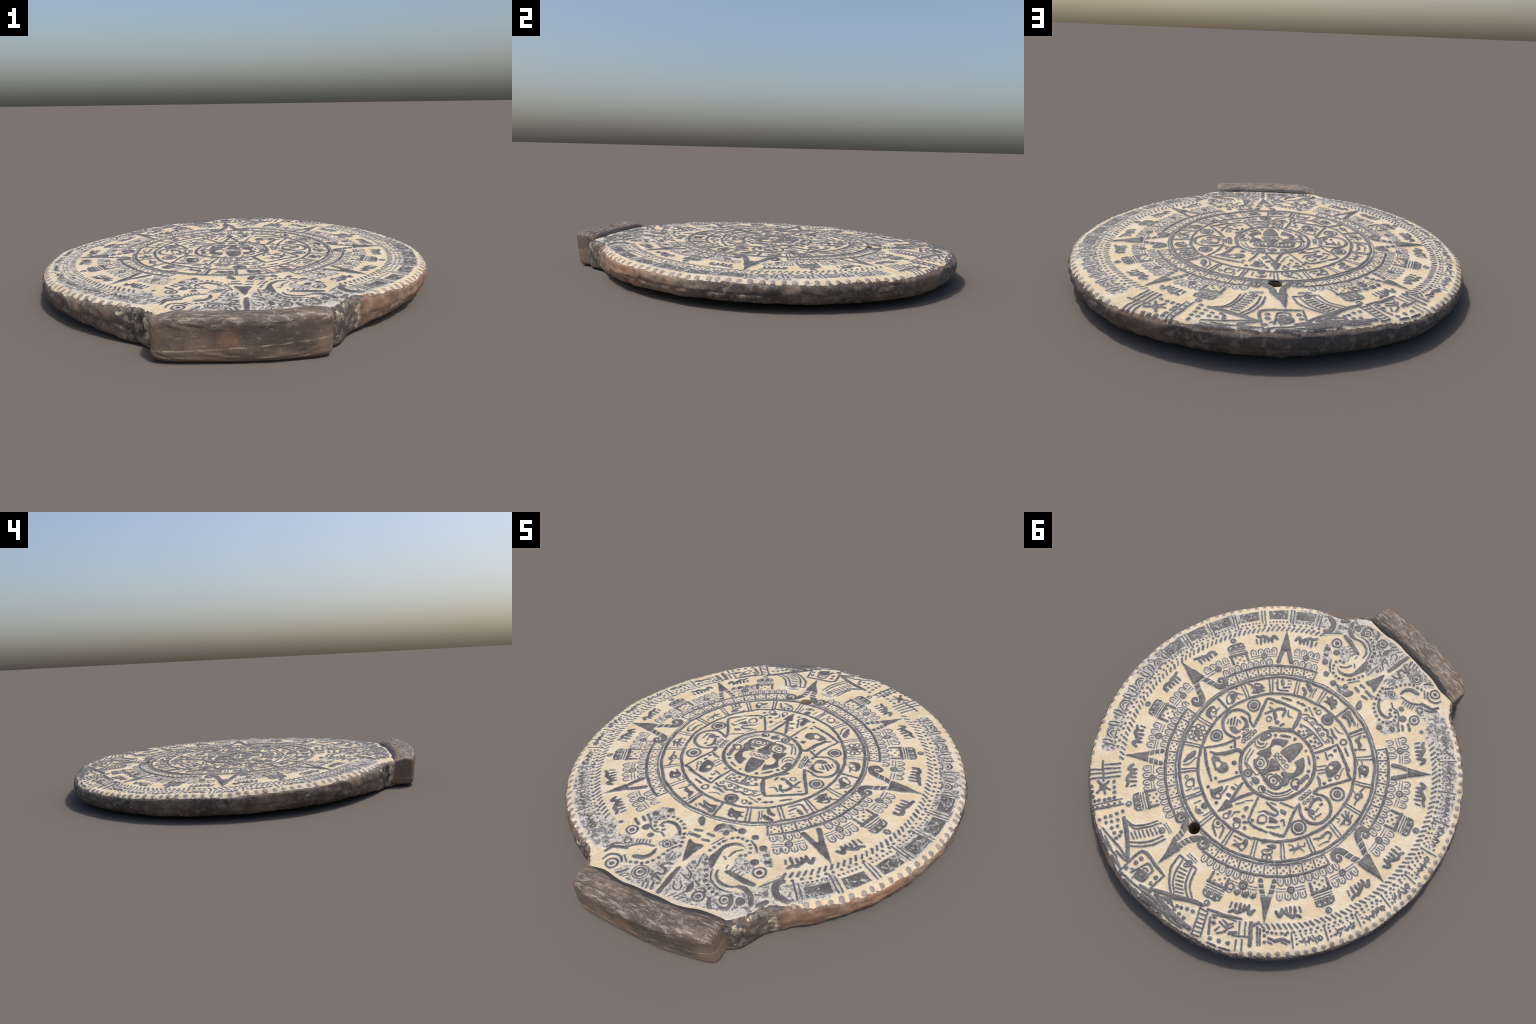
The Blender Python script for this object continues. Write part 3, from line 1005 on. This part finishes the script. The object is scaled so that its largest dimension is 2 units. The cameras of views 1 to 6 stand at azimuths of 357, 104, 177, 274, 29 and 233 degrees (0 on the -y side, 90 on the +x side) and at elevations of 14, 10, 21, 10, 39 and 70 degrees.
GZ = face_height(GX, GY, GAP) + 0.001 * rise * quiet
GZ = GZ + 0.0006 * wobble(GX, GY, 0.013, 23) + 0.0003 * wobble(GX, GY, 0.006, 24)
hole_gap = np.hypot(GX - HOLE[0], GY - HOLE[1]) - HOLE_R
GZ = GZ - 0.006 * np.clip(1 - hole_gap / 0.008, 0, 1) ** 2

# the slip stops short of the edge in a ragged line, further in on the tail side
side = np.degrees(np.arctan2(GY - HUB[1], GX - HUB[0])) % 360
RAGGED = GAP - periodic([(0, .009), (50, .012), (65, .020), (90, .024), (115, .022), (130, .014), (180, .010), (225, .010), (243, .022),
                         (252, .02), (290, .03), (300, .026), (308, .010)], side) + 0.004 * wobble(GX, GY, .03, 51) + 0.004 * wobble(GX, GY, .009, 52)
nx, ny = len(xs), len(ys)
verts = np.stack([GX.ravel(), GY.ravel(), GZ.ravel()], 1)
fields = np.stack([DEPTH.ravel(), GAP.ravel() - 0.0055, hole_gap.ravel(), (GY - BLOCK_BACK).ravel(), RAGGED.ravel()], 1)
gi, gj = np.meshgrid(np.arange(ny - 1), np.arange(nx - 1), indexing="ij")
v00 = (gi * nx + gj).ravel(); v10 = v00 + 1; v01 = v00 + nx; v11 = v01 + 1
tris = np.concatenate([np.stack([v00, v10, v11], 1), np.stack([v00, v11, v01], 1)])


def split(verts, fields, tris, col, level):
    """cut the triangles along one level line of a field"""
    s = fields[:, col] - level
    s = np.where(np.abs(s) < 1e-9, 1e-9, s)
    pos = s > 0
    tp = pos[tris]; count = tp.sum(1)
    keep = tris[(count == 0) | (count == 3)]
    new = [keep]
    mixed = tris[(count == 1) | (count == 2)]
    lone_pos = pos[mixed].sum(1) == 1
    lone = np.where(lone_pos[:, None], pos[mixed], ~pos[mixed]).argmax(1)
    r = np.arange(len(mixed))
    a = mixed[r, lone]; b = mixed[r, (lone + 1) % 3]; c = mixed[r, (lone + 2) % 3]
    key = np.concatenate([np.sort(np.stack([a, b], 1), 1), np.sort(np.stack([a, c], 1), 1)])
    code = key[:, 0].astype(np.int64) * len(verts) + key[:, 1]
    uniq, inv = np.unique(code, return_inverse=True)
    e0 = uniq // len(verts); e1 = uniq % len(verts)
    t = np.clip(s[e0] / (s[e0] - s[e1]), 0.02, 0.98)[:, None]
    nv = verts[e0] + (verts[e1] - verts[e0]) * t; nf = fields[e0] + (fields[e1] - fields[e0]) * t
    nf[:, col] = level
    ab = len(verts) + inv[:len(a)]; ac = len(verts) + inv[len(a):]
    new += [np.stack([a, ab, ac], 1), np.stack([ab, b, c], 1), np.stack([ab, c, ac], 1)]
    return np.vstack([verts, nv]), np.vstack([fields, nf]), np.concatenate(new)


for col in (1, 2, 3):                                   # trim to the outline, the hole and the block
    keep = (fields[tris, col] > 0).any(1); tris = tris[keep]
    verts, fields, tris = split(verts, fields, tris, col, 0.0)
    tris = tris[fields[tris, col].mean(1) > 0]
verts, fields, tris = split(verts, fields, tris, 4, 0.0)
for level in FADE:
    verts, fields, tris = split(verts, fields, tris, 0, level)
mean_depth = fields[tris, 0].mean(1)
band = sum((mean_depth < level).astype(int) for level in FADE)
mid = verts[tris].mean(1)
ii = np.clip(np.rint((mid[:, 1] - ys[0]) / GRID).astype(int), 0, ny - 1); jj = np.clip(np.rint((mid[:, 0] - xs[0]) / GRID).astype(int), 0, nx - 1)
owner = OWNER[ii, jj]
bare = fields[tris, 4].mean(1) < 0
band = np.where(bare & (band > 1), len(FADE), band)
owner = np.where((band == len(FADE)) | (owner < 0), -1, owner)
band = np.where(owner < 0, len(FADE), band)

fn = np.cross(verts[tris[:, 1]] - verts[tris[:, 0]], verts[tris[:, 2]] - verts[tris[:, 0]])
vn = np.zeros_like(verts)
for k in range(3):
    for ax in range(3):
        vn[:, ax] += np.bincount(tris[:, k], fn[:, ax], len(verts))
vn /= np.maximum(np.linalg.norm(vn, axis=1, keepdims=True), 1e-12)


# ================================================================ MATERIALS
class Nodes:
    def __init__(self, name):
        self.m = bpy.data.materials.new(name); self.m.use_nodes = True
        self.t = self.m.node_tree; self.n = self.t.nodes; self.bsdf = self.n["Principled BSDF"]
        self.co = self.n.new("ShaderNodeTexCoord").outputs["Object"]

    def link(self, a, b):
        self.t.links.new(a, b)

    def put(self, sock, v):
        if isinstance(v, bpy.types.NodeSocket):
            self.link(v, sock)
        else:
            sock.default_value = v

    def noise(self, scale, detail=4, rough=.6, stretch=None, shift=0.0):
        n = self.n.new("ShaderNodeTexNoise"); n.inputs["Scale"].default_value = scale
        n.inputs["Detail"].default_value = detail; n.inputs["Roughness"].default_value = rough
        mp = self.n.new("ShaderNodeMapping"); self.link(self.co, mp.inputs["Vector"])
        mp.inputs["Scale"].default_value = stretch or (1, 1, 1); mp.inputs["Location"].default_value = (shift, shift * .7, -shift)
        self.link(mp.outputs[0], n.inputs["Vector"])
        return n.outputs["Fac"]

    def step(self, v, a, b):
        n = self.n.new("ShaderNodeMapRange"); n.interpolation_type = "SMOOTHSTEP"
        self.put(n.inputs[0], v); n.inputs[1].default_value = a; n.inputs[2].default_value = b
        return n.outputs[0]

    def math(self, op, a, b=0.0, c=0.0):
        n = self.n.new("ShaderNodeMath"); n.operation = op
        for s, v in zip(n.inputs, (a, b, c)):
            self.put(s, v)
        return n.outputs[0]

    def mix(self, f, a, b):
        n = self.n.new("ShaderNodeMix"); n.data_type = "RGBA"
        self.put(n.inputs[0], f); self.put(n.inputs[6], a if not isinstance(a, tuple) else (*a, 1)); self.put(n.inputs[7], b if not isinstance(b, tuple) else (*b, 1))
        return n.outputs[2]

    def xyz(self):
        n = self.n.new("ShaderNodeSeparateXYZ"); self.link(self.co, n.inputs[0]); return n.outputs

    def spot(self, x, y, rx, ry):
        """soft round patch on the face, 1 in the middle"""
        o = self.xyz()
        dx = self.math("MULTIPLY", self.math("SUBTRACT", o[0], x), 1 / rx); dy = self.math("MULTIPLY", self.math("SUBTRACT", o[1], y), 1 / ry)
        q = self.math("ADD", self.math("MULTIPLY", dx, dx), self.math("MULTIPLY", dy, dy))
        return self.step(q, 1.0, 0.15)

    def done(self, colour, rough=.8, bump=None, depth=.001, spec=.3):
        self.put(self.bsdf.inputs["Base Color"], colour); self.put(self.bsdf.inputs["Roughness"], rough)
        self.bsdf.inputs["Specular IOR Level"].default_value = spec
        if bump is not None:
            b = self.n.new("ShaderNodeBump"); b.inputs["Distance"].default_value = depth; b.inputs["Strength"].default_value = .6
            self.link(bump, b.inputs["Height"]); self.link(b.outputs[0], self.bsdf.inputs["Normal"])
        return self.m


CREAM, CREAM_PALE, CREAM_TAN = (.545, .438, .285), (.58, .50, .375), (.46, .35, .22)
CHAR, CHAR_PALE, ASH = (.066, .061, .060), (.125, .118, .115), (.34, .345, .345)
BROWN, BROWN_DARK, RUST, DUST = (.185, .130, .094), (.090, .068, .055), (.26, .145, .09), (.44, .37, .27)
SMEARS = ((.33, -.72, .20, .16), (-.42, -.66, .20, .20), (.88, .08, .12, .26), (.80, -.20, .14, .16), (-.62, -.50, .16, .2),
          (0.02, -.74, .30, .16), (.38, -.78, .16, .10), (-.36, -.80, .12, .10), (.05, .93, .30, .06), (-.33, .86, .2, .07), (.86, .36, .1, .12), (.50, .70, .14, .14))


def smear_mask(m):
    total = None
    for s in SMEARS:
        v = m.spot(*s); total = v if total is None else m.math("MAXIMUM", total, v)
    return total


def cream_slip(name="cream_slip", greyer=0.0, grey=(.20, .20, .202)):
    m = Nodes(name)
    c = m.mix(m.step(m.noise(9, 4), .40, .66), CREAM, CREAM_PALE)
    c = m.mix(m.math("MULTIPLY", m.step(m.noise(14, 5, shift=3), .52, .72), .55), c, CREAM_TAN)
    c = m.mix(m.math("MULTIPLY", m.step(m.noise(150, 3, .7, shift=5), .60, .78), .2), c, ASH)
    sm = smear_mask(m)
    grain = m.noise(105, 6, .8, shift=8)
    c = m.mix(m.math("MULTIPLY", m.step(m.math("ADD", m.math("ADD", grain, greyer), m.math("MULTIPLY", sm, .05)), .54, .72), .8), c, grey)
    return m.done(c, .85, m.noise(260, 3, .6), .0004, .25)


def half_wiped(name, amount, dark=(.105, .104, .106)):
    """slip rubbed away in grains: `amount` of the clay shows through"""
    m = Nodes(name)
    g = m.math("ADD", m.math("MULTIPLY", m.noise(170, 4, .75), .5), m.math("MULTIPLY", m.noise(70, 5, .8, shift=4), .5))
    cut = .5 + .22 * (amount - .5)
    c = m.mix(m.step(g, cut - .085, cut + .085), dark, (.53, .475, .385))
    c = m.mix(.30 * (1 - amount) + .10, c, (.31, .32, .335))
    return m.done(c, .8, g, .0005)


def dark_clay(name="dark_clay", base=CHAR, pale=CHAR_PALE):
    m = Nodes(name)
    c = m.mix(m.step(m.noise(22, 5, .65), .35, .7), base, pale)
    c = m.mix(m.math("MULTIPLY", m.step(m.noise(130, 5, .8, shift=2), .56, .70), .75), c, (.50, .46, .39))
    c = m.mix(m.math("MULTIPLY", m.step(m.noise(48, 5, .8, shift=6), .58, .70), .55), c, (.36, .345, .315))
    return m.done(c, .62, m.noise(200, 4, .7), .0008, .4)


def brown_body(name, dust_lines=False):
    m = Nodes(name)
    o = m.xyz()
    c = m.mix(m.step(m.noise(3.2, 4, .6, shift=1), .42, .62), BROWN_DARK, BROWN)
    c = m.mix(m.math("MULTIPLY", m.step(m.noise(4.5, 3, .5, shift=7), .56, .70), .8), c, RUST)
    streak = m.noise(26, 6, .75, (1, 1, 3.2), 4)
    c = m.mix(m.math("MULTIPLY", m.step(streak, .58, .70), .75), c, DUST)
    c = m.mix(m.math("MULTIPLY", m.step(m.noise(150, 4, .7, shift=9), .60, .72), .7), c, DUST)
    big = m.noise(9, 4, .6, (1, 1, 2.2), 12)
    c = m.mix(m.step(big, .68, .71), c, (.50, .42, .29))
    return m, c, o


def rim_clay():
    m, c, o = brown_body("rim_clay")
    c = m.mix(m.math("MULTIPLY", m.math("MULTIPLY", m.spot(.72, -.55, .45, .5), m.step(m.noise(6, 3, shift=31), .35, .6)), .8), c, RUST)
    c = m.mix(m.math("MULTIPLY", m.math("MULTIPLY", m.math("MAXIMUM", m.spot(.95, .28, .45, .5), m.spot(-.38, .92, .55, .35)), m.step(m.noise(5, 3, shift=33), .36, .5)), .7), c, (.06, .056, .055))
    mud = m.math("MAXIMUM", m.spot(.37, -.80, .15, .12), m.spot(-.38, -.82, .12, .10))
    c = m.mix(m.math("MULTIPLY", mud, m.step(m.noise(11, 3, .5, shift=41), .60, .46)), c, (.05, .045, .042))
    c = m.mix(m.math("MULTIPLY", mud, m.step(m.noise(17, 4, .6, shift=43), .57, .62)), c, (.50, .41, .27))
    r = m.math("MULTIPLY", m.step(m.noise(30, 5, .7, shift=6), .50, .60), .45)
    c = m.mix(r, c, (.30, .25, .20))
    return m.done(c, .6, m.noise(90, 5, .7), .0015, .25)


def block_clay():
    m, c, o = brown_body("block_clay")
    seam = m.math("ABSOLUTE", m.math("SUBTRACT", o[2], m.math("ADD", m.math("ADD", .054, m.math("MULTIPLY", o[0], .055)), m.math("MULTIPLY", m.noise(7, 3, shift=2), .02))))
    line = m.math("MULTIPLY", m.step(seam, .0045, .0005), m.step(m.noise(32, 5, .7, shift=3), .42, .58))
    c = m.mix(line, c, (.38, .31, .21))
    dark_strip_y = m.math("SUBTRACT", o[1], m.math("MULTIPLY", m.math("MULTIPLY", o[0], o[0]), .42))
    frost = m.math("MULTIPLY", m.step(m.noise(45, 6, .8, (.4, 2.0, 1.2), 15), .48, .64), m.math("MULTIPLY_ADD", m.step(o[2], .125, .165), .72, .08))
    c = m.mix(frost, c, (.37, .31, .265))
    c = m.mix(m.math("MULTIPLY", m.step(m.math("ADD", dark_strip_y, m.math("MULTIPLY", m.noise(20, 3, shift=21), .03)), -.884, -.870), .9), c, (.035, .034, .036))  # near-black strip along the block's back edge
    return m.done(c, .6, m.noise(80, 5, .7), .0015, .25)


def hole_clay():
    m = Nodes("hole_clay")
    c = m.mix(m.noise(60, 4), (.09, .07, .055), (.30, .22, .14))
    return m.done(c, .9)


SLIP, SMUDGED, DARK = cream_slip(), cream_slip("smudged_slip", .085, (.33, .345, .365)), dark_clay()
WIPES = [half_wiped("worn_crest", .95), half_wiped("half_wiped_slip", .62), half_wiped("thin_slip", .22, (.20, .21, .22))]
BEAD = dark_clay("bead_clay", (.20, .155, .13), (.33, .275, .235))
RIM, BLOCK, INNER = rim_clay(), block_clay(), hole_clay()

# ================================================================== OBJECTS
thing = bpy.data.objects.new("carved_sun_calendar_plaque", None)
bpy.context.scene.collection.objects.link(thing)
thing["label"] = "round clay plaque carved as an Aztec sun calendar, cream and charcoal"
thing["category"] = "stone carving"


def make(name, v, f, mats, parent, normals=None, slot=None, stuff=False):
    me = bpy.data.meshes.new(name)
    me.vertices.add(len(v)); me.vertices.foreach_set("co", np.ascontiguousarray(v, np.float32).ravel())
    f = np.asarray(f); n, k = f.shape
    me.loops.add(n * k); me.loops.foreach_set("vertex_index", f.ravel().astype(np.int32))
    me.polygons.add(n); me.polygons.foreach_set("loop_start", np.arange(0, n * k, k, dtype=np.int32))
    me.polygons.foreach_set("use_smooth", np.ones(n, bool))
    for mat in mats:
        me.materials.append(mat)
    if slot is not None:
        me.polygons.foreach_set("material_index", np.asarray(slot, np.int32))
    me.update(calc_edges=True); me.validate()
    if normals is not None and len(me.vertices) == len(v):
        me.normals_split_custom_set_from_vertices(normals.tolist())
    ob = bpy.data.objects.new(name, me); bpy.context.scene.collection.objects.link(ob)
    ob.parent = parent
    if stuff:
        ob["kind"] = "stuff"
    return ob


def patch(name, sel, mats, parent, slot=None, stuff=False):
    t = tris[sel]
    used, inv = np.unique(t, return_inverse=True)
    return make(name, verts[used], inv.reshape(t.shape), mats, parent, vn[used], slot, stuff)


ground = patch("slip_ground", np.nonzero((owner < 0) & ~bare)[0], [SLIP], thing)
shoulder = patch("rim_shoulder", np.nonzero((owner < 0) & bare)[0], [RIM], thing)
order = np.argsort(owner, kind="stable"); order = order[owner[order] >= 0]
cutpos = np.nonzero(np.diff(owner[order]))[0] + 1
STUFF = {"tick_row", "bead_row", "five_dot_square", "serpent_tooth", "tooth", "serpent_bead"}
PART_HEAD = {}
groups = [(owner[g[0]], g) for g in np.split(order, cutpos) if len(g)]
for want_head in (True, False):
    for m_id, g in groups:
        kind, part, look = MOTIFS[m_id]
        if part not in PART_HEAD:
            PART_HEAD[part] = bpy.data.objects.new(part, None); bpy.context.scene.collection.objects.link(PART_HEAD[part]); PART_HEAD[part].parent = thing
        if want_head:
            continue
        patch(kind, g, [BEAD if look == "bead" else DARK, BEAD if look == "bead" else WIPES[0], *WIPES[1:], SMUDGED], PART_HEAD[part], band[g], kind in STUFF)

# ---- rim and underside ------------------------------------------------------
N = 900
ang = np.arange(N) * 2 * math.pi / N
deg = np.degrees(ang)
R = periodic(OUTLINE, deg)
ux, uy = np.cos(ang), np.sin(ang)
ex, ey = HUB[0] + R * ux, HUB[1] + R * uy
lift = face_height(ex - .013 * ux, ey - .013 * uy, np.full(N, .013))
foot = periodic([(0, .034), (20, .030), (45, .030), (75, .029), (100, .024), (140, .018), (180, .020), (220, .024), (238, .018), (247, .007), (252, .004),
                 (288, .004), (295, .010), (310, .028), (325, .036), (340, .038)], deg)
foot = foot + .003 * wobble(ex, ey, .3, 31) + .002 * wobble(ex, ey, .07, 32)
profile = []                                       # (inset from the outline, height)
for s in (.010, .007, .005):
    profile.append((np.full(N, s), face_height(ex - s * ux, ey - s * uy, np.full(N, s)) - (.0020 if s > .009 else .0008 if s > .006 else 0)))
base = profile[-1][1]
for s, t in ((.002, .10), (.0, .24), (-.0005, .36), (.0, .46), (.0045, .52), (.0045, .57), (.007, .66), (.013, .80), (.021, .92), (.032, 1.0)):
    profile.append((np.full(N, s), base * (1 - t) + foot * t))
for s, t in ((.045, .90), (.07, .75), (.11, .55), (.17, .33), (.25, .15), (.34, .04), (.46, 0.0), (.7, 0.0)):
    profile.append((np.full(N, s), foot * t))
tuck = periodic([(0, 1), (120, 1), (230, 1), (243, .35), (252, .2), (288, .2), (297, .35), (308, 1), (330, 1)], deg)   # the wall runs straight down beside the block
rv = []
for k, (s, z) in enumerate(profile):
    rough = .0 if k < 3 else .0045
    s = np.where(s > 0, s * (1 if k < 3 else tuck), s)
    s2 = s + rough * (wobble(deg * .02, z * 3 + k * .0, .055, 33) + .5 * wobble(deg * .02, z * 6, .02, 34)) * (1 if k < 13 else .3)
    rr = np.maximum(R - s2, .05)
    z = z + (0 if k < 3 else .0025) * wobble(deg * .02 + 9, z * 4, .04, 35) * np.clip(z / .05, 0, 1)
    rv.append(np.stack([HUB[0] + rr * ux, HUB[1] + rr * uy, np.maximum(z, 0)], 1))
rv.append(np.repeat([[HUB[0], HUB[1], 0.0]], N, 0) + np.stack([.04 * ux, .04 * uy, 0 * ux], 1))
rows = len(rv); rv = np.concatenate(rv)
idx = np.arange(rows * N).reshape(rows, N)
q = np.stack([idx[:-1], idx[1:], np.roll(idx[1:], -1, 1), np.roll(idx[:-1], -1, 1)], -1).reshape(-1, 4)
rim = make("rim", rv, q, [RIM], thing)

# ---- drilled hole -----------------------------------------------------------
M = 64
ha = np.arange(M) * 2 * math.pi / M
zt = face_height(np.array(HOLE[0]), np.array(HOLE[1]), edge_gap(np.array(HOLE[0]), np.array(HOLE[1])))
hv = []
for s, z in ((1.03, zt - .004), (1.0, zt - .008), (.97, zt - .02), (.93, zt - .05), (.90, .02), (.6, .012), (.05, .01)):
    hv.append(np.stack([HOLE[0] + HOLE_R * s * np.cos(ha), HOLE[1] + HOLE_R * s * np.sin(ha), np.full(M, z)], 1))
hv = np.concatenate(hv); hi = np.arange(7 * M).reshape(7, M)
hq = np.stack([hi[:-1], hi[1:], np.roll(hi[1:], -1, 1), np.roll(hi[:-1], -1, 1)], -1).reshape(-1, 4)
make("hanging_hole", hv, hq, [INNER], thing)

# ---- standing block ---------------------------------------------------------
A, B = 260, 150
u = np.linspace(-1, 1, A); t = np.arange(B) * 2 * math.pi / B
bv = []
for k, uu in enumerate(u):
    x = 0.318 * np.sign(uu) * abs(uu) ** .55 if False else 0.318 * math.sin(uu * math.pi / 2)
    close = max(1 - abs(x / 0.3182) ** 14, 0) ** (1 / 4.5)
    yc = -0.929 + (.32 if x > 0 else .47) * x * x
    hy, hz = .072 * (.50 + .50 * close), .089 * (.62 + .38 * close)
    if close <= 0.02:
        hy, hz = .072 * .5, .089 * .62
    c, s = np.cos(t), np.sin(t)
    e = .31
    yy = yc + hy * np.sign(c) * np.abs(c) ** e
    zz = .089 + .003 * (x < 0) * abs(x) / .3 + hz * np.sign(s) * np.abs(s) ** e
    yy = yy + (.006 + .014 * float(smooth(-.30, -.12, x))) * (1 - zz / .17) * (yy < yc) * np.clip((yc - yy) / .05, 0, 1)   # the front leans back below
    zz = np.where(yy > yc, zz - .030 * (zz / .18) * ((yy - yc) / .072), zz)
    zz = zz - .022 * float(smooth(.20, .32, -x)) * np.clip(zz / .18, 0, 1) ** 2      # one end is worn lower
    xx = np.full(B, x)
    n1 = wobble(xx + 3, yy * 2 + zz * 2, .09, 41); n2 = wobble(xx * .5 + 7, yy * 3 - zz * 3, .03, 42)
    yy = yy + .004 * n1 * np.sign(c) * np.abs(c) + .0015 * n2 * c
    zz = zz + .004 * n1 * np.sign(s) * np.abs(s) * (zz > .05) + .0015 * n2 * s * (zz > .05)
    bv.append(np.stack([xx, yy, np.maximum(zz, 0)], 1))
bi = np.arange(A * B).reshape(A, B)
bq = np.stack([bi[:-1], np.roll(bi[:-1], -1, 1), np.roll(bi[1:], -1, 1), bi[1:]], -1).reshape(-1, 4)
bv = np.concatenate(bv)
ends = [bv[:B].mean(0), bv[-B:].mean(0)]
tips = np.array([[e, *p] for e, p in enumerate(ends)])
caps = []
for e, row in ((0, bi[0]), (1, bi[-1])):
    c0 = A * B + e
    for i in range(B):
        j = (i + 1) % B
        caps.append([c0, row[j], row[i], row[i]] if e == 0 else [c0, row[i], row[j], row[j]])
bv = np.vstack([bv, ends])
tri_caps = np.array(caps)[:, :3]
tri_all = np.concatenate([bq[:, [0, 1, 2]], bq[:, [0, 2, 3]], tri_caps])
make("standing_block", bv, tri_all, [BLOCK], thing)
